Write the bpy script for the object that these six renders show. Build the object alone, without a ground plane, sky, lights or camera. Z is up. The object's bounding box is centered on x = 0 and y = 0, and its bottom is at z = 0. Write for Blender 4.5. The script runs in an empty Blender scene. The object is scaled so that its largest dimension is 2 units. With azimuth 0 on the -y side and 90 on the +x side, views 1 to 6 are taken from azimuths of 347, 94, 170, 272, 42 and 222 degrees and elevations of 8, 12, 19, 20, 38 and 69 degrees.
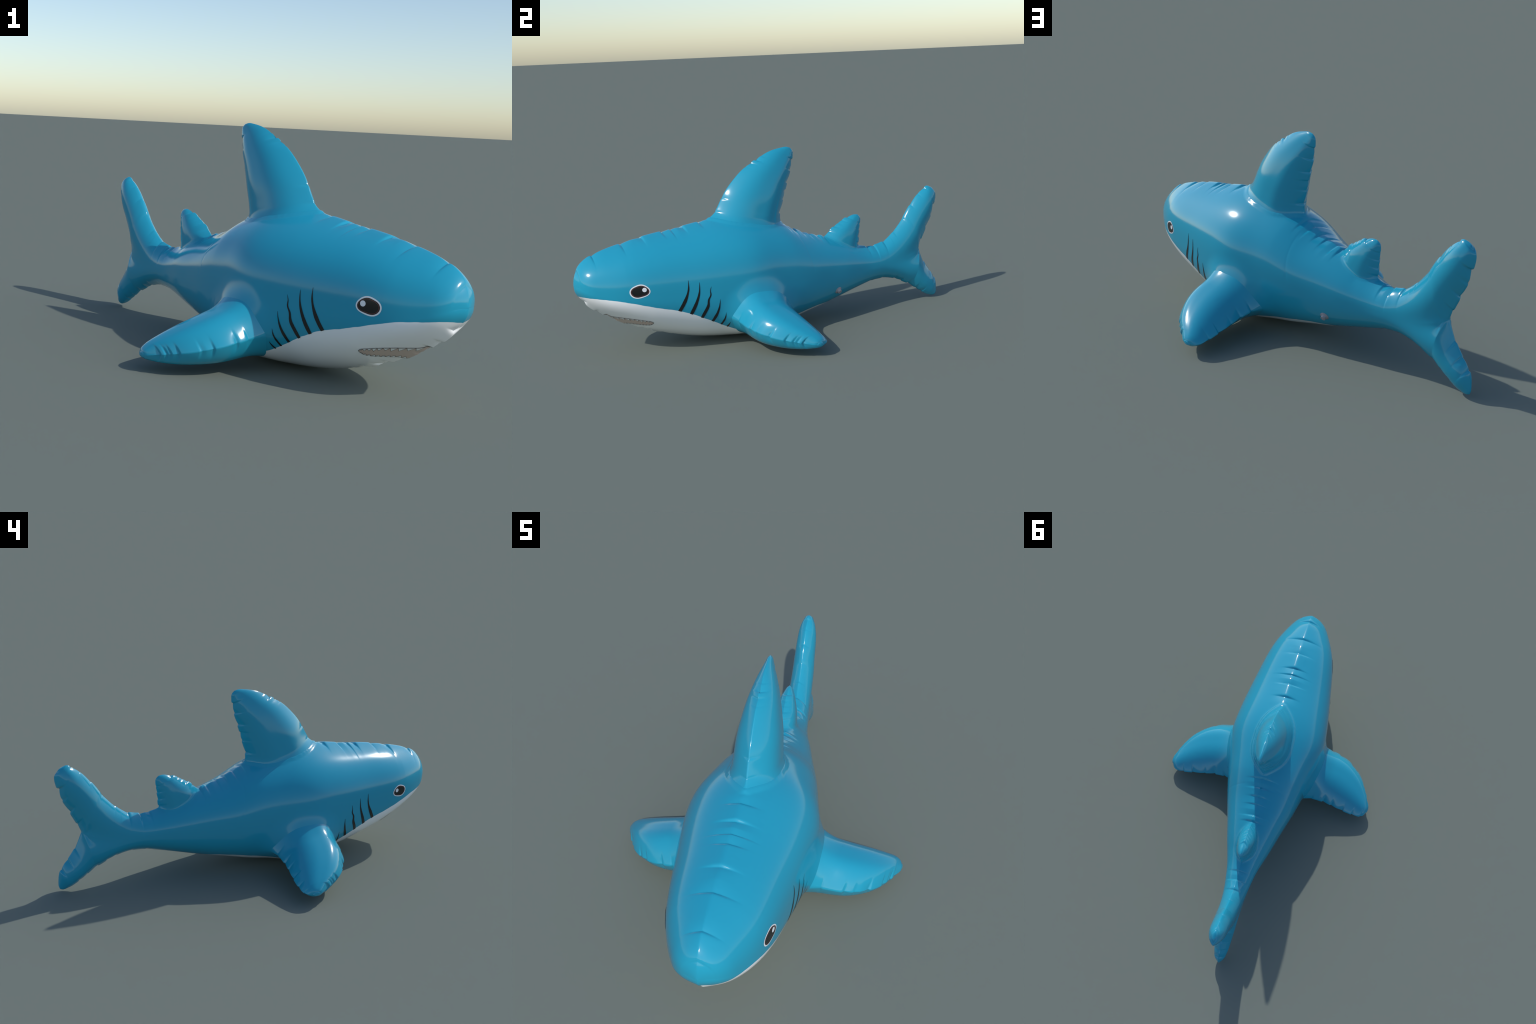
# An inflatable toy shark, built in its own frame: x = lateral, y = nose (-) to tail (+), z = up.
import bpy, math
import numpy as np
from mathutils import Vector
from mathutils.bvhtree import BVHTree

RNG = np.random.default_rng(7)
YAW = math.atan(0.555)
PLACE = (-0.0310, -0.001, 0.001)

# ------------------------------------------------------------------ helpers
def spline(t, y, x):
    """natural cubic spline through (t, y[:, k]) sampled at x"""
    t = np.asarray(t, float); y = np.asarray(y, float)
    if y.ndim == 1:
        return spline(t, y[:, None], x)[:, 0]
    n = len(t); h = np.diff(t)
    A = np.eye(n); r = np.zeros_like(y)
    for i in range(1, n - 1):
        A[i, i - 1] = h[i - 1]; A[i, i] = 2 * (h[i - 1] + h[i]); A[i, i + 1] = h[i]
        r[i] = 6 * ((y[i + 1] - y[i]) / h[i] - (y[i] - y[i - 1]) / h[i - 1])
    m = np.linalg.solve(A, r)
    k = np.clip(np.searchsorted(t, x, side="right") - 1, 0, n - 2)
    a = ((t[k + 1] - x) / h[k])[:, None]; b = 1 - a; hk = h[k][:, None]
    return a * y[k] + b * y[k + 1] + ((a ** 3 - a) * m[k] + (b ** 3 - b) * m[k + 1]) * hk ** 2 / 6

def chord(*cols):
    d = sum(np.linalg.norm(np.diff(np.asarray(c, float), axis=0), axis=1) for c in cols) / len(cols)
    return np.concatenate([[0], np.cumsum(d)])

def blur(a, n):
    """light smoothing along the first axis, ends kept"""
    a = a.copy()
    for _ in range(n):
        a[1:-1] = 0.25 * a[:-2] + 0.5 * a[1:-1] + 0.25 * a[2:]
    return a

def smooth01(x):
    x = np.clip(x, 0, 1); return x * x * (3 - 2 * x)

def vertex_normals(V, Q):
    n = np.cross(V[Q[:, 2]] - V[Q[:, 0]], V[Q[:, 3]] - V[Q[:, 1]])
    N = np.zeros_like(V)
    for k in range(4):
        np.add.at(N, Q[:, k], n)
    return N / np.maximum(np.linalg.norm(N, axis=1, keepdims=True), 1e-12)

def pucker(t, places, depth, narrow=0.004, wide=0.030):
    """weld creases: sharp one-sided valleys at the given places along a seam"""
    f = np.zeros_like(t)
    for i, (p, d) in enumerate(zip(places, depth)):
        x = t - p
        flip = 1 if (i * 7) % 3 else -1
        a = np.where(x * flip > 0, wide, narrow)
        f = np.maximum(f, d * np.exp(-np.abs(x) / a))
    return f

def make_mesh(name, V, F, mat, parent, normals=None, smooth=True):
    me = bpy.data.meshes.new(name)
    me.from_pydata([tuple(v) for v in V], [], [tuple(int(i) for i in f) for f in F])
    me.validate(); me.update()
    me.polygons.foreach_set("use_smooth", [smooth] * len(me.polygons))
    if normals is not None:
        me.normals_split_custom_set_from_vertices([tuple(n) for n in normals])
    ob = bpy.data.objects.new(name, me)
    bpy.context.collection.objects.link(ob)
    ob.parent = parent
    if mat: me.materials.append(mat)
    return ob

# ------------------------------------------------------------------ materials
def vinyl(name, rgb, rough=0.13, spec=0.5):
    m = bpy.data.materials.new(name); m.use_nodes = True
    b = m.node_tree.nodes["Principled BSDF"]
    b.inputs["Base Color"].default_value = (*rgb, 1)
    b.inputs["Roughness"].default_value = rough
    b.inputs["Specular IOR Level"].default_value = spec
    return m

BLUE = (0.019, 0.328, 0.482)
WHITE = (0.95, 0.955, 0.955)
M_BLUE = vinyl("blue_vinyl", BLUE)

# body skin: blue above, printed white belly below a border line z = f(y)
BORDER = [(-1.20, .330), (-1.120, .339), (-1.105, .346), (-1.075, .347), (-1.03, .341), (-.975, .3345), (-.92, .322), (-.864, .306),
          (-.80, .287), (-.73, .267), (-.66, .248), (-.60, .226), (-.55, .203), (-.47, .162), (-.384, .1165), (-.32, .089),
          (-.25, .070), (-.15, .068), (-.05, .074), (.08, .088), (.20, .104), (.28, .108), (.36, .096), (.44, .070), (1.2, 0.0)]
def skin_material():
    m = vinyl("shark_skin", BLUE)
    nt = m.node_tree; N = nt.nodes; L = nt.links
    b = N["Principled BSDF"]
    tc = N.new("ShaderNodeTexCoord"); sep = N.new("ShaderNodeSeparateXYZ")
    L.new(tc.outputs["Object"], sep.inputs[0])
    mr = N.new("ShaderNodeMapRange"); mr.inputs["From Min"].default_value = -1.2; mr.inputs["From Max"].default_value = 1.2
    L.new(sep.outputs["Y"], mr.inputs["Value"])
    fc = N.new("ShaderNodeFloatCurve"); cv = fc.mapping.curves[0]
    pts = [((y + 1.2) / 2.4, z) for y, z in BORDER]
    cv.points[0].location = pts[0]; cv.points[1].location = pts[-1]
    for p in pts[1:-1]:
        cv.points.new(*p)
    fc.mapping.update()
    L.new(mr.outputs[0], fc.inputs["Value"])
    nz = N.new("ShaderNodeTexNoise"); nz.inputs["Scale"].default_value = 14
    L.new(tc.outputs["Object"], nz.inputs["Vector"])
    sc = N.new("ShaderNodeMath"); sc.operation = "MULTIPLY_ADD"; sc.inputs[1].default_value = 0.008; sc.inputs[2].default_value = -0.004
    L.new(nz.outputs["Fac"], sc.inputs[0])
    ad = N.new("ShaderNodeMath"); ad.operation = "ADD"
    L.new(fc.outputs[0], ad.inputs[0]); L.new(sc.outputs[0], ad.inputs[1])
    sub = N.new("ShaderNodeMath"); sub.operation = "SUBTRACT"
    L.new(ad.outputs[0], sub.inputs[0]); L.new(sep.outputs["Z"], sub.inputs[1])
    ed = N.new("ShaderNodeMapRange"); ed.inputs["From Min"].default_value = -0.0006; ed.inputs["From Max"].default_value = 0.0006
    L.new(sub.outputs[0], ed.inputs["Value"])
    mx = N.new("ShaderNodeMix"); mx.data_type = "RGBA"
    mx.inputs["A"].default_value = (*BLUE, 1); mx.inputs["B"].default_value = (*WHITE, 1)
    L.new(ed.outputs[0], mx.inputs["Factor"]); L.new(mx.outputs["Result"], b.inputs["Base Color"])
    return m
M_SKIN = skin_material()

# ------------------------------------------------------------------ the thing
shark = bpy.data.objects.new("inflatable_shark", None)
bpy.context.collection.objects.link(shark)
shark.location = PLACE; shark.rotation_euler = (0, 0, YAW)
shark["label"] = "glossy blue inflatable toy shark with white belly and gill stripes"
shark["category"] = "inflatable toy"

# ------------------------------------------------------------------ body
# sections: top seam (y, z), widest line (y, z), bottom seam (y, z), half width
TRUNK = [
    ((-1.134, .400), (-1.134, .400), (-1.134, .400), .000),
    ((-1.130, .437), (-1.129, .399), (-1.131, .371), .020),
    ((-1.117, .475), (-1.113, .393), (-1.115, .338), .060),
    ((-1.092, .510), (-1.085, .380), (-1.085, .300), .099),
    ((-1.040, .545), (-1.035, .360), (-1.035, .252), .134),
    ((-0.960, .571), (-0.960, .342), (-0.960, .203), .172),
    ((-0.870, .591), (-0.870, .331), (-0.870, .154), .205),
    ((-0.750, .614), (-0.750, .323), (-0.750, .100), .232),
    ((-0.630, .630), (-0.630, .317), (-0.630, .061), .252),
    ((-0.500, .646), (-0.500, .312), (-0.500, .029), .273),
    ((-0.350, .664), (-0.350, .307), (-0.350, .007), .292),
    ((-0.200, .662), (-0.200, .305), (-0.200, .000), .295),
    ((-0.060, .637), (-0.060, .298), (-0.060, .006), .266),
    ((0.065, .597), (0.065, .292), (0.065, .025), .239),
    ((0.190, .533), (0.190, .287), (0.190, .054), .208),
    ((0.310, .493), (0.310, .282), (0.310, .080), .173),
    ((0.450, .445), (0.450, .276), (0.450, .115), .135),
    ((0.600, .389), (0.600, .272), (0.600, .154), .092),
    ((0.690, .383), (0.690, .270), (0.690, .171), .077),
    ((0.770, .404), (0.780, .272), (0.790, .168), .067),
    ((0.830, .446), (0.870, .282), (0.860, .145), .063),
    ((0.880, .497), (0.945, .300), (0.910, .121), .062),
]
NOTCH = (1.006, .325)
# caudal lobes: leading edge, trailing edge, half thickness
UPPER = [((0.915, .545), NOTCH, .061), ((0.945, .587), (1.045, .405), .058), ((0.980, .628), (1.075, .460), .055),
         ((1.012, .660), (1.108, .528), .049), ((1.040, .684), (1.128, .590), .039), ((1.060, .697), (1.138, .630), .028),
         ((1.080, .703), (1.137, .660), .017), ((1.100, .697), (1.124, .681), .007), ((1.113, .690), (1.113, .690), .0)]
LOWER = [((0.945, .104), NOTCH, .061), ((0.972, .085), (1.030, .268), .057), ((0.997, .067), (1.060, .215), .052),
         ((1.022, .050), (1.090, .175), .047), ((1.047, .035), (1.118, .140), .040), ((1.072, .022), (1.134, .100), .032),
         ((1.097, .013), (1.140, .060), .018), ((1.120, .010), (1.140, .032), .008), ((1.135, .016), (1.135, .016), .0)]

def body_curves(step=0.0035):
    """top/mid/half-width and bottom/mid/half-width curves, sampled alike up to the notch"""
    T = [s[0] for s in TRUNK]; Mi = [s[1] for s in TRUNK]; B = [s[2] for s in TRUNK]; W = [s[3] for s in TRUNK]
    k = len(TRUNK)                                   # index of the notch section
    Tu = T + [s[0] for s in UPPER]; Wu = W + [s[2] for s in UPPER]; Mu = Mi + [s[1] for s in UPPER]
    Bl = B + [s[0] for s in LOWER]; Wl = W + [s[2] for s in LOWER]; Ml = Mi + [s[1] for s in LOWER]
    tt = chord(T + [UPPER[0][0]], Mi + [NOTCH], B + [LOWER[0][0]])
    tu = np.concatenate([tt, tt[-1] + chord([s[0] for s in UPPER], [s[1] for s in UPPER])[1:]])
    tl = np.concatenate([tt, tt[-1] + chord([s[0] for s in LOWER], [s[1] for s in LOWER])[1:]])
    n0 = int(tt[-1] / step)
    # finer sampling at the nose
    q = np.linspace(0, 1, n0); q = q - 0.35 * np.sin(np.pi * q) / np.pi * (1 - q) ** 2 * 0.8
    q = np.maximum.accumulate(q); x0 = q / q[-1] * tt[-1]
    n1 = int((tu[-1] - tt[-1]) / step); n2 = n1
    xu = np.concatenate([x0, np.linspace(tt[-1], tu[-1], n1 + 1)[1:]])
    xl = np.concatenate([x0, np.linspace(tt[-1], tl[-1], n2 + 1)[1:]])
    mid = spline(tt, np.asarray(Mi + [NOTCH], float), x0)
    wid0 = spline(tt, np.asarray(W + [UPPER[0][2]], float), x0)
    def tail_edge(S, t, x):
        return spline(t[k:] - t[k], np.asarray([s[1] for s in S], float), x[n0:] - t[k])
    def wid(Wc, t, x):
        return np.maximum(spline(t, np.asarray(Wc, float), x), 0)
    up = (spline(tu, np.asarray(Tu, float), xu), np.vstack([mid, tail_edge(UPPER, tu, xu)]), wid(Wu, tu, xu))
    lo = (spline(tl, np.asarray(Bl, float), xl), np.vstack([mid, tail_edge(LOWER, tl, xl)]), wid(Wl, tl, xl))
    # round nose: width rises like a square root
    for c in (up, lo):
        c[2][0] = 0; c[2][-1] = 0
    lo[2][:n0 - 20] = up[2][:n0 - 20]
    blend = np.linspace(0, 1, 20)
    lo[2][n0 - 20:n0] = up[2][n0 - 20:n0] * (1 - blend) + lo[2][n0 - 20:n0] * blend
    return up, lo, n0

ROWS = 56
def build_body():
    up, lo, n0 = body_curves()
    n = len(up[0])
    # rows gather towards the seam (v = 0)
    v = np.linspace(0, 1, ROWS); v = 0.45 * v + 0.55 * (1 - np.cos(v * np.pi / 2))
    y_mid = up[1][:, 0]
    # how far the section has turned from half a body (peak at the mid line) into a lobe of its own
    xf = np.clip((y_mid[:n0] - 0.72) / (NOTCH[0] - 0.72), 0, 1)
    m = np.sqrt(np.clip(1 - xf ** 2.0, 0, 1)); c = np.full(n, 0.5); c[:n0] = 1 / (1 + np.sqrt(1 - m ** 2))
    P = []
    for part, (E, Md, W) in enumerate((up, lo)):
        x = (c[:, None] - v[None, :]) / c[:, None]                  # 1 at the seam, 0 at the peak
        y = y_mid[:, None]
        if part == 0:
            a = np.interp(y, [-1.08, -.9, .05, .3, .7], [2.5, 3.0, 3.0, 2.8, 2.5]); b = np.interp(y, [-1.1, -1.0, -.85, .05, .3, .7], [.80, .72, .62, .62, .70, .84])
        else:
            a = np.full_like(y, 2.35); b = np.interp(y, [-1.1, -1.0, -.9, -.77, -.5, -.3, .3, .7], [1.0, 1.03, .95, .74, .60, .54, .58, .80])
        late = smooth01((np.arange(n) - n0 + 30) / 60.0)[:, None]        # thin trailing edges on the lobes
        b = np.where(x < 0, b + (0.3 if part == 0 else 0.12) * late, b)
        q = np.clip(1 - np.abs(x) ** a, 0, 1); k = .06 if part == 0 else 0.0   # k keeps the back seam a crisp ridge
        w = W[:, None] * ((q + k) ** b - k ** b) / ((1 + k) ** b - k ** b)
        pl = E[:, None, :] * (1 - v)[None, :, None] + Md[:, None, :] * v[None, :, None]
        P.append((pl, w))
    # shared mid line before the notch, then relax the web around the notch
    wu, wl = P[0][1], P[1][1]
    wm = 0.5 * (wu[:n0, -1] + wl[:n0, -1]); wu[:n0, -1] = wm; wl[:n0, -1] = wm
    full = np.concatenate([wu, wl[:, ::-1][:, 1:]], axis=1)         # top seam ... mid ... bottom seam
    mask = np.zeros_like(full); i0 = int(np.searchsorted(y_mid[:n0], 0.66))
    mask[i0:n0 + 70, 5:-5] = 1
    mask[n0 - 1:, ROWS - 1] = 0                                     # the trailing seam stays put
    k_i = np.arange(full.shape[0])
    ramp = (smooth01((k_i - i0) / 40.0) * smooth01((n0 + 70 - k_i) / 50.0))[:, None]
    for _ in range(260):
        s = full.copy()
        s[1:-1, 1:-1] = 0.5 * full[1:-1, 1:-1] + 0.125 * (full[:-2, 1:-1] + full[2:, 1:-1] + full[1:-1, :-2] + full[1:-1, 2:])
        full = full + (s - full) * mask * ramp
    wu = full[:, :ROWS]; wl = np.concatenate([full[:n0, ROWS - 1:], np.concatenate([full[n0:, ROWS - 1:ROWS], full[n0:, ROWS:]], axis=1)], axis=0)[:, ::-1]
    # assemble: per side, upper and lower sheets; weld shared points by key
    verts, index = [], {}
    def vid(key, p):
        if key not in index:
            index[key] = len(verts); verts.append(p)
        return index[key]
    info = []
    ids = {}
    for part in (0, 1):
        pl = P[part][0]; w = wu if part == 0 else wl
        for side in (1, -1):
            g = np.zeros((n, ROWS), int)
            for i in range(n):
                for j in range(ROWS):
                    if i == 0: key = "nose"
                    elif i == n - 1: key = ("tip", part)
                    elif j == 0: key = ("seam", part, i)
                    elif j == ROWS - 1 and i < n0: key = ("mid", side, i) if i < n0 - 1 else "notch"
                    elif j == ROWS - 1: key = ("trail", part, i)
                    else: key = (part, side, i, j)
                    edge = key[0] in ("seam", "trail", "tip") or key in ("nose", "notch")
                    q = vid(key, (0.0 if edge else side * w[i, j], pl[i, j, 0], pl[i, j, 1]))
                    g[i, j] = q
                    if q == len(info): info.append((part, i, j))
            ids[part, side] = g
    V = np.array(verts); quads = []; qi = []
    for (part, side), g in ids.items():
        a, b, c2, d = g[:-1, :-1], g[1:, :-1], g[1:, 1:], g[:-1, 1:]
        q = np.stack([a, b, c2, d] if (side > 0) != (part == 0) else [a, d, c2, b], -1).reshape(-1, 4)
        quads.append(q); qi.append(np.repeat(np.arange(n - 1), ROWS - 1))
    Q = np.vstack(quads); qi = np.concatenate(qi)
    info = np.array(info)
    N = vertex_normals(V, Q)
    # ---- weld puckers along the seams
    part, i, j = info.T
    E = np.where((part == 0)[:, None], up[0][i], lo[0][i]); Tr = np.where((part == 0)[:, None], up[1][i], lo[1][i])
    ey = E[:, 0]
    d_edge = np.hypot(np.linalg.norm(V[:, 1:] - E, axis=1), V[:, 0])
    disp = np.zeros(len(V))
    top_p = [-1.115, -1.03, -.872, -.755, -.64, -.59, -.52, -.425, .10, .15, .20, .245, .31, .345, .635, .69, .755, .83, .90, .955, 1.01, 1.055]
    top_d = [.005, .008, .009, .009, .011, .009, .011, .011, .009, .010, .010, .009, .010, .009, .008, .009, .008, .003, .003, .004, .003, .008]
    top_r = np.where(ey < 0, 0.060, 0.070); top_r = np.where(ey > .8, 0.035, top_r)
    f = pucker(ey, top_p, top_d)
    vary = np.interp(ey, np.linspace(-1.1, 1.1, 60), np.random.default_rng(9).uniform(.65, 1.25, 60))
    disp += np.where(part == 0, (f - .003) * np.exp(-(d_edge / (top_r * vary)) ** 2), 0)
    bot_p = [-1.085, -1.03, -.985, -.93, -.86, -.80, -.745, -.69, -.63, .66, .74, .83, .88, .93, .985, 1.03]
    bot_d = [.012, .012, .018, .009, .009, .020, .018, .013, .008, .003, .004, .006, .006, .006, .005, .005]
    f = pucker(ey, bot_p, bot_d)
    disp += np.where(part == 1, (f - .002) * np.exp(-(d_edge / 0.035) ** 2), 0)
    d_tr = np.hypot(np.linalg.norm(V[:, 1:] - Tr, axis=1), V[:, 0]); late = i >= n0 - 3
    tz = Tr[:, 1]
    f = pucker(tz, [.375, .445, .515, .582, .666, .235, .178, .125],
               [.006, .011, .007, .015, .017, .006, .006, .009], .004, .034)
    thick = np.where(part == 0, up[2][i], lo[2][i])
    disp += np.where(late, (f - .006) * np.exp(-(d_tr / 0.04) ** 2), 0)
    disp = np.where(late, disp * (.25 + .75 * smooth01(thick / .045)), disp)
    # faint panel seam round the back half of the body
    ring = .0008 * np.exp(-np.abs(V[:, 1] - (.13 + .20 * np.clip(.55 - V[:, 2], 0, 1))) / .005) * smooth01((V[:, 2] - .30) / .06) * smooth01((.55 - V[:, 2]) / .04)
    disp += ring
    V = V - N * disp[:, None]
    return V, Q, qi, y_mid, n0, up

BV, BQ, BQI, Y_MID, N0, UPC = build_body()

# ------------------------------------------------------------------ fins
def fin_mesh(pairs, thick_a, thick_b, frame, step=0.0035, rows=84, a=2.7, b=1.0, lead_p=(), trail_p=(), peak=0.5, lead_b=1.0, lead_a=2.7):
    """pillow between a leading and a trailing seam; frame maps (p, q, offset) to 3D"""
    Lc = [p[0] for p in pairs]; Tc = [p[1] for p in pairs]
    t = chord(Lc, Tc); n = int(t[-1] / step)
    x = np.linspace(0, 1, n); x = (1 - (1 - x) ** 1.35) * t[-1]
    A = spline(t, Lc, x); B = spline(t, Tc, x)
    wa = np.maximum(spline(t, thick_a, x), 0); wb = np.maximum(spline(t, thick_b, x), 0); wa[-1] = wb[-1] = 0
    v = np.linspace(0, 1, rows); v = 0.5 * v + 0.5 * 0.5 * (1 - np.cos(np.pi * v))
    xx = np.where(v < peak, (v - peak) / peak, (v - peak) / (1 - peak))
    prof = np.clip(1 - np.abs(xx) ** np.where(v < peak, lead_a, a), 0, 1) ** np.where(v < peak, lead_b, b)
    pl = A[:, None] * (1 - v)[None, :, None] + B[:, None] * v[None, :, None]
    la = np.concatenate([[0], np.cumsum(np.linalg.norm(np.diff(A, axis=0), axis=1))])
    lb = np.concatenate([[0], np.cumsum(np.linalg.norm(np.diff(B, axis=0), axis=1))])
    verts, meta = [], []; ga = np.zeros((n, rows), int); gb = ga.copy()
    for i in range(n):
        for j in range(rows):
            if i == n - 1 and j > 0:
                ga[i, j] = gb[i, j] = ga[i, 0]; continue
            edge = j in (0, rows - 1) or i == n - 1
            ga[i, j] = len(verts); verts.append(frame(pl[i, j], 0 if edge else wa[i] * prof[j])); meta.append((i, j))
            if edge: gb[i, j] = ga[i, j]
            else:
                gb[i, j] = len(verts); verts.append(frame(pl[i, j], -wb[i] * prof[j])); meta.append((i, j))
    V = np.array(verts); meta = np.array(meta)
    def quads(g, f):
        q = [g[:-1, :-1], g[1:, :-1], g[1:, 1:], g[:-1, 1:]]
        return np.stack(q if f else q[::-1], -1).reshape(-1, 4)
    Q = np.vstack([quads(ga, True), quads(gb, False)])
    N = vertex_normals(V, Q)
    cen = V.mean(0)
    if np.sum((V - cen) * N) < 0:
        Q = Q[:, ::-1]; N = -N
    i, j = meta.T
    ea = np.array([frame(p, 0) for p in A])[i]; eb = np.array([frame(p, 0) for p in B])[i]
    da = np.linalg.norm(V - ea, axis=1); db = np.linalg.norm(V - eb, axis=1)
    disp = np.zeros(len(V))
    if len(lead_p): disp += (pucker(la[i], [p[0] for p in lead_p], [p[1] for p in lead_p], .003, .026) - .002) * np.exp(-(da / .035) ** 2)
    if len(trail_p): disp += (pucker(lb[i], [p[0] for p in trail_p], [p[1] for p in trail_p], .003, .026) - .004) * np.exp(-(db / .04) ** 2)
    tip = smooth01((t[-1] - x[i] - .006) / .035)
    V = V - N * (disp * tip)[:, None]
    return V, Q

def spread(a, b, n, depth, seed):
    r = np.random.default_rng(seed)
    p = np.linspace(a, b, n) + r.uniform(-.3, .3, n) * (b - a) / n
    return [(q, depth * r.uniform(.5, 1.2)) for q in p]

upright = lambda p, o: (o, p[0], p[1])
DORSAL = [((-.40, .610), (.052, .540)), ((-.352, .662), (.063, .600)), ((-.308, .722), (.073, .655)), ((-.268, .790), (.093, .722)),
          ((-.210, .858), (.112, .785)), ((-.140, .920), (.129, .835)), ((-.070, .962), (.144, .878)), ((-.010, .990), (.153, .917)),
          ((.045, 1.007), (.161, .950)), ((.095, 1.015), (.163, .978)), ((.130, 1.017), (.160, 1.000)), ((.150, 1.013), (.150, 1.013))]
DT = [.103, .105, .101, .095, .083, .069, .054, .039, .025, .013, .005, 0]
dorsal_V, dorsal_Q = fin_mesh(DORSAL, DT, DT, upright, lead_p=[(.12, .003), (.2, .003), (.42, .003), (.46, .006), (.49, .008), (.53, .004)],
                              trail_p=spread(.06, .42, 7, .010, 3), peak=0.57, lead_b=1.0, lead_a=2.8, a=2.7, b=0.97)
SECOND = [((.335, .440), (.574, .330)), ((.366, .486), (.581, .392)), ((.413, .527), (.587, .450)), ((.455, .550), (.592, .490)),
          ((.500, .573), (.596, .528)), ((.535, .581), (.597, .553)), ((.562, .584), (.593, .570)), ((.582, .582), (.582, .582))]
ST = [.056, .056, .050, .041, .029, .017, .007, 0]
second_V, second_Q = fin_mesh(SECOND, ST, ST, upright, lead_p=spread(.08, .23, 5, .007, 5), trail_p=spread(.08, .20, 4, .006, 6))
def pec_z(l, s):
    return 0.196 - 0.2 * l - 0.1 * s
PEC = [((.14, -.352), (.14, -.016)), ((.29, -.356), (.26, -.012)), ((.37, -.352), (.365, -.010)), ((.45, -.333), (.45, -.001)),
       ((.51, -.299), (.51, .006)), ((.56, -.255), (.556, .010)), ((.600, -.202), (.595, .011)), ((.628, -.152), (.622, .006)),
       ((.648, -.107), (.642, -.006)), ((.661, -.076), (.656, -.024)), ((.665, -.050), (.665, -.050))]
PU = [.126, .123, .114, .102, .089, .074, .058, .044, .030, .016, 0]
PL = [.110, .105, .097, .087, .075, .063, .050, .038, .026, .014, 0]
def pec_frame(side):
    nrm = np.array([.2 * side, .1, 1.0]); nrm /= np.linalg.norm(nrm)
    return lambda p, o: tuple(np.array([side * p[0], p[1], pec_z(p[0], p[1])]) + nrm * o)
pec = {s: fin_mesh(PEC, PU, PL, pec_frame(s), lead_p=spread(.20, .50, 5, .008, 11 + s) + [(.535, .009), (.560, .010), (.585, .010)], trail_p=spread(.16, .50, 6, .008, 21 + s) + [(.535, .010), (.565, .010)], peak=0.45, lead_b=1.0, lead_a=3.5, b=1.0, a=2.5) for s in (1, -1)}

# ------------------------------------------------------------------ fillets where fins meet the body
def bvh(V, Q):
    return BVHTree.FromPolygons([tuple(v) for v in V], [tuple(int(k) for k in q) for q in Q])

def fillet(V, N, tree, reach, bead=0.0):
    """raise V along N by a smooth-union amount near the other surface; reach(y) is the blend radius"""
    out = np.zeros(len(V))
    for idx, p in enumerate(V):
        k = reach(p[1])
        hit = tree.find_nearest(Vector(p), k)
        if hit[0] is None: continue
        d = (Vector(p) - hit[0]).length
        if (Vector(p) - hit[0]).dot(hit[1]) < 0: d = 0.0
        out[idx] = k / 4 * (1 - d / k) ** 2 + bead * (math.exp(-((d - .010) / .0045) ** 2) - .6 * math.exp(-((d - .020) / .005) ** 2))
    return V + N * out[:, None]

body_tree = bvh(BV, BQ)
BN = vertex_normals(BV, BQ)
arm = lambda y: .100 + .010 * float(smooth01((y + .26) / .18))      # tight in front, soft behind
fins = {"dorsal": (dorsal_V, dorsal_Q, lambda y: .036), "second": (second_V, second_Q, lambda y: .016), "left": (*pec[-1], arm), "right": (*pec[1], arm)}
newB = BV.copy(); done = {}
for name, (V, Q, k) in fins.items():
    tree = bvh(V, Q)
    newB = newB + (fillet(BV, BN, tree, k, .0028 if name == "dorsal" else 0.0) - BV)
    done[name] = (fillet(V, vertex_normals(V, Q), body_tree, k), Q)
BV = newB
BN = vertex_normals(BV, BQ)

# ------------------------------------------------------------------ split the body into its anatomical parts
ycut = [-0.56, 0.09, 0.74]
idx_cut = [int(np.searchsorted(Y_MID[:N0], c)) for c in ycut]
region = np.digitize(BQI, idx_cut)
for r, name in enumerate(("head", "torso", "tail", "caudal_fin")):
    F = BQ[region == r]
    used = np.unique(F); remap = -np.ones(len(BV), int); remap[used] = np.arange(len(used))
    faces = []
    for f in remap[F]:
        g = list(dict.fromkeys(f.tolist()))
        if len(g) > 2: faces.append(g)
    make_mesh(name, BV[used], faces, M_SKIN, shark, BN[used])

def add_fin(name, key):
    V, Q = done[key]
    faces = [list(dict.fromkeys(f.tolist())) for f in Q]
    return make_mesh(name, V, [f for f in faces if len(f) > 2], M_BLUE, shark)
add_fin("dorsal_fin", "dorsal"); add_fin("dorsal_fin", "second")
add_fin("pectoral_fin", "right"); add_fin("pectoral_fin", "left")

# ------------------------------------------------------------------ printed marks, laid on the skin
skin = bvh(BV, BQ)

def lay(p, lift):
    """nearest point of the skin, lifted off it"""
    co, nrm, _, _ = skin.find_nearest(Vector(p))
    return np.array(co + nrm * lift), np.array(nrm)

def side_point(side, y, z, lift):
    """point of the skin seen square from one side at (y, z)"""
    co, nrm, _, _ = skin.ray_cast(Vector((side * 1.0, y, z)), Vector((-side, 0, 0)))
    return np.array(co + nrm * lift)

def grid_faces(n, m, flip=False):
    f = []
    for i in range(n - 1):
        for j in range(m - 1):
            q = (i * m + j, (i + 1) * m + j, (i + 1) * m + j + 1, i * m + j + 1)
            f.append(q[::-1] if flip else q)
    return f

M_BLACK = vinyl("black_print", (0.010, 0.011, 0.012), 0.22)
M_EYE_WHITE = vinyl("white_print", (0.88, 0.89, 0.91), 0.2)
M_RED = vinyl("dark_red_print", (0.16, 0.048, 0.045), 0.22)
M_MOUTH = vinyl("mouth_print", (0.60, 0.46, 0.39), 0.3)
M_TOOTH = vinyl("tooth_print", (0.86, 0.88, 0.87), 0.25)

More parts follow.
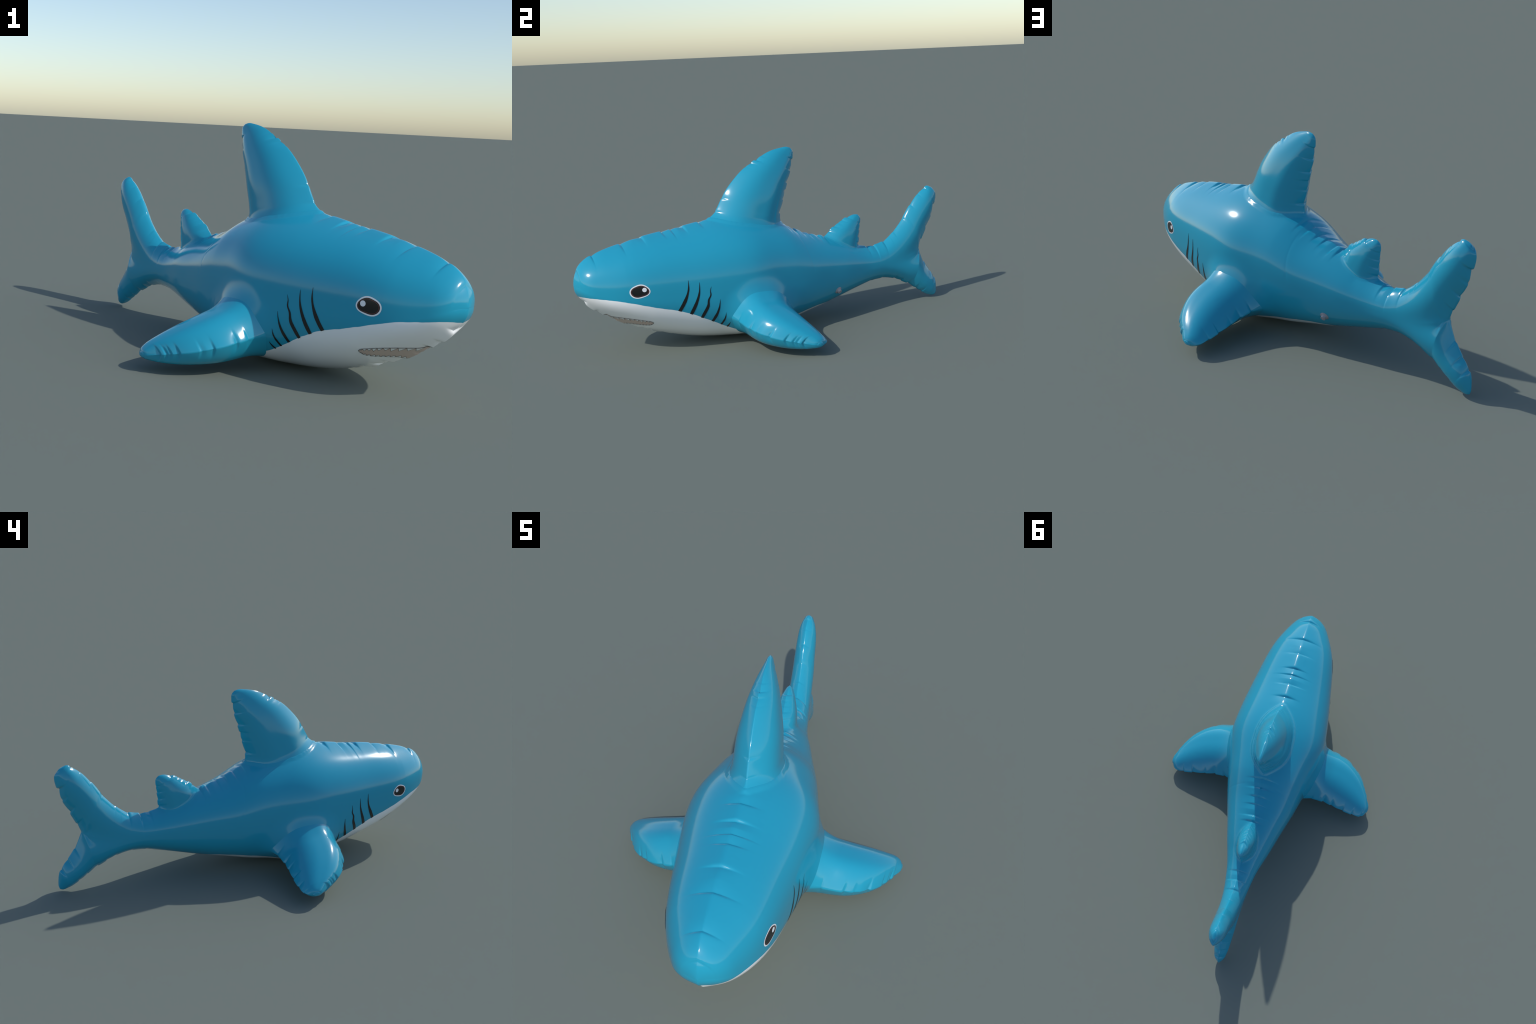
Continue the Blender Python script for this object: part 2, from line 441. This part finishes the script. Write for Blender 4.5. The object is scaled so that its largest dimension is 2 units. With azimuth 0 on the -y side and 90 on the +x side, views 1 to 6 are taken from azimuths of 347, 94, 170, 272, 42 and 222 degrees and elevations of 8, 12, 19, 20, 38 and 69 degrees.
# gill slits: spine (y, z) from the upper tip to the belly line, full width at the belly line
GILLS = [([(-.597, .405), (-.599, .356), (-.616, .305), (-.648, .244)], 0.0175),
         ([(-.540, .388), (-.543, .337), (-.560, .282), (-.587, .219)], 0.0169),
         ([(-.478, .359), (-.485, .336), (-.484, .315), (-.495, .292), (-.498, .264), (-.513, .225), (-.528, .190)], 0.0156),
         ([(-.435, .285), (-.438, .252), (-.447, .212), (-.468, .160)], 0.0149),
         ([(-.404, .208), (-.405, .182), (-.410, .158), (-.418, .133)], 0.0097),
         ([(-.377, .148), (-.379, .131), (-.384, .115)], 0.0078)]
for side in (1, -1):
    for k, (spine, width) in enumerate(GILLS):
        r = np.random.default_rng(40 + k)
        t = chord(spine); n = 60
        c = spline(t, spine, np.linspace(0, t[-1], n)); u = np.linspace(0, 1, n)
        half = 0.5 * width * np.interp(u, [0, .12, .4, .68, .9, 1], [.06, .22, .62, 1.0, 1.0, .95])
        half = half * (1 + .10 * np.interp(u, np.linspace(0, 1, 9), r.uniform(-1, 1, 9)))
        m = 5; V = []
        for i in range(n):
            for q in np.linspace(-1, 1, m):
                V.append(side_point(side, c[i, 0] + q * half[i], c[i, 1] - .45 * q * half[i] * smooth01(u[i] * 2 - .8), .0011))
        make_mesh("gill_slit", V, grid_faces(n, m, side < 0), M_BLACK, shark)

# eyes: white patch, black pupil, thin red ring, round glint
EYE_C = np.array((-.846, .3735))
EYE_RIM = [(.0525, -.006), (.0425, .0185), (.0095, .0360), (-.026, .028), (-.050, .002), (-.0405, -.024), (-.0145, -.036), (.0285, -.0285)]
ang = np.array([math.atan2(z, y) for y, z in EYE_RIM]); rad = np.array([math.hypot(y, z) for y, z in EYE_RIM])
order = np.argsort(ang); ang = ang[order]; rad = rad[order]
ang3 = np.concatenate([ang - 2 * math.pi, ang, ang + 2 * math.pi]); rad3 = np.tile(rad, 3)
def rim(inset, n=96):
    th = np.linspace(-math.pi, math.pi, n, endpoint=False)
    rr = spline(ang3, rad3, th)
    return np.stack([np.cos(th), np.sin(th)], -1) * (rr - inset)[:, None]
def disc(side, centre, outline, lift, inner=None, rings=14):
    n = len(outline); V = []; F = []
    lo = np.zeros_like(outline) if inner is None else inner
    for k in range(rings + 1):
        f = k / rings
        for p in lo * (1 - f) + outline * f:
            if inner is None and k == 0:
                p = outline[0] * 0 + p * 0
            V.append(side_point(side, centre[0] + p[0], centre[1] + p[1], lift))
    for k in range(rings):
        for i in range(n):
            a, b = k * n + i, k * n + (i + 1) % n
            q = (a, b, b + n, a + n) if not (inner is None and k == 0) else (a, b + n, a + n)
            F.append(q[::-1] if side > 0 else q)
    return V, F
for side in (1, -1):
    V, F = disc(side, EYE_C, rim(0), .0010); eye = make_mesh("eye", V, F, M_EYE_WHITE, shark)
    V, F = disc(side, EYE_C, rim(.0060), .0016); make_mesh("pupil", V, F, M_BLACK, eye)
    V, F = disc(side, EYE_C, rim(.0092), .0021, inner=rim(.0110), rings=2); make_mesh("iris_ring", V, F, M_RED, eye)
    th = np.linspace(0, 2 * math.pi, 40, endpoint=False)
    V, F = disc(side, np.array((-.8225, .3800)), np.stack([np.cos(th), np.sin(th)], -1) * .0112, .0022, rings=6)
    make_mesh("eye_glint", V, F, M_EYE_WHITE, eye)

# mouth: a long smile across the chin, with a row of teeth along both lips
UP_LIP = [(.164, -.769, .182), (.167, -.779, .190), (.162, -.801, .196), (.145, -.846, .205), (.113, -.899, .212), (.060, -.952, .217), (0, -.985, .220)]
LO_LIP = [(.163, -.769, .180), (.141, -.776, .166), (.116, -.797, .161), (.082, -.834, .161), (.044, -.864, .161), (0, -.884, .158)]
NM = 70
def lip(points, side):
    t = chord(points)
    c = spline(t, points, np.linspace(0, t[-1], NM)); c[:, 0] = np.maximum(c[:, 0], 0) * side
    return c
def ribbon(path, half, lift, V, F):
    """thin line drawn along a path on the skin"""
    P = [lay(p, lift) for p in path]
    base = len(V)
    for i in range(len(P)):
        d = P[min(i + 1, len(P) - 1)][0] - P[max(i - 1, 0)][0]
        s = np.cross(P[i][1], d); s = s / max(np.linalg.norm(s), 1e-9)
        V.append(P[i][0] + s * half); V.append(P[i][0] - s * half)
    for i in range(len(P) - 1):
        a = base + 2 * i
        F.append((a, a + 1, a + 3, a + 2))
def between(A, B, u, f):
    k = u * (NM - 1); i = min(int(k), NM - 2); g = k - i
    a = A[i] * (1 - g) + A[i + 1] * g; b = B[i] * (1 - g) + B[i + 1] * g
    return a * (1 - f) + b * f
V, F = [], []; LV, LF = [], []; TV, TF = [], []
for side in (1, -1):
    A, B = lip(UP_LIP, side), lip(LO_LIP, side); m = 16; base = len(V)
    for i in range(NM):
        for f in np.linspace(0, 1, m):
            V.append(lay(A[i] * (1 - f) + B[i] * f, .0010)[0])
    F += [tuple(base + k for k in q) for q in grid_faces(NM, m, side > 0)]
    ribbon(A, .0011, .0020, LV, LF); ribbon(B, .0010, .0020, LV, LF)
    for lip_i, (edges, reach) in enumerate((([.04, .09, .15, .215, .29, .37, .46, .56, .67, .79, .92], .34), ([.05, .12, .19, .27, .35, .44, .53, .62, .72, .83, .94], .20))):
        r = np.random.default_rng(60 + lip_i)
        for a, b in zip(edges[:-1], edges[1:]):
            tip_u = a + (b - a) * r.uniform(.4, .65); depth = reach * r.uniform(.75, 1.1)
            fl = (lambda f: f) if lip_i == 0 else (lambda f: 1 - f)
            n = 10; k0 = len(TV)
            for i in range(n + 1):
                q = i / n; u = a + (b - a) * q
                top = depth * (q / ((tip_u - a) / (b - a)) if u < tip_u else (1 - q) / (1 - (tip_u - a) / (b - a)))
                for f in (0, .5, 1):
                    TV.append(lay(between(A, B, u, fl(f * top)), .0015)[0])
            TF += [tuple(k0 + k for k in q) for q in grid_faces(n + 1, 3, (side > 0) == (lip_i == 0))]
            zig = [between(A, B, a + (tip_u - a) * q, fl(depth * q)) for q in np.linspace(0, 1, 6)]
            zag = [between(A, B, tip_u + (b - tip_u) * q, fl(depth * (1 - q))) for q in np.linspace(0, 1, 6)]
            ribbon(zig, .0006, .0021, LV, LF); ribbon(zag, .0006, .0021, LV, LF)
mouth = make_mesh("mouth", V, F, M_MOUTH, shark)
teeth = make_mesh("teeth", TV, TF, M_TOOTH, mouth); teeth["kind"] = "stuff"
line = make_mesh("lip_line", LV, LF, M_BLACK, mouth)

# ------------------------------------------------------------------ air valve low on one flank
M_VALVE = vinyl("valve_plastic", (0.33, 0.31, 0.33), 0.3)
def lathe(name, profile, parent, mat, n=40):
    V, F = [], []
    for r, h in profile:
        for k in range(n):
            a = 2 * math.pi * k / n; V.append((r * math.cos(a), r * math.sin(a), h))
    m = len(profile)
    for i in range(m - 1):
        for k in range(n):
            F.append((i * n + k, i * n + (k + 1) % n, (i + 1) * n + (k + 1) % n, (i + 1) * n + k))
    F.append(tuple((m - 1) * n + k for k in range(n)))
    return make_mesh(name, V, F, mat, parent)
spot, nrm = lay((.136, .361, .181), 0)
valve = lathe("air_valve", [(.0225, -.004), (.0225, .0005), (.0215, .002), (.018, .0035), (.0145, .007), (.0125, .011), (.0120, .0125)], shark, M_VALVE)
valve.location = tuple(spot)
valve.rotation_mode = "QUATERNION"; valve.rotation_quaternion = Vector(nrm).to_track_quat("Z", "Y")
lathe("valve_cap", [(.0128, .010), (.0128, .0150), (.0118, .0165), (.0085, .0165), (.0080, .0150), (.0055, .0150), (.0048, .0168), (.001, .0170)], valve, M_VALVE)
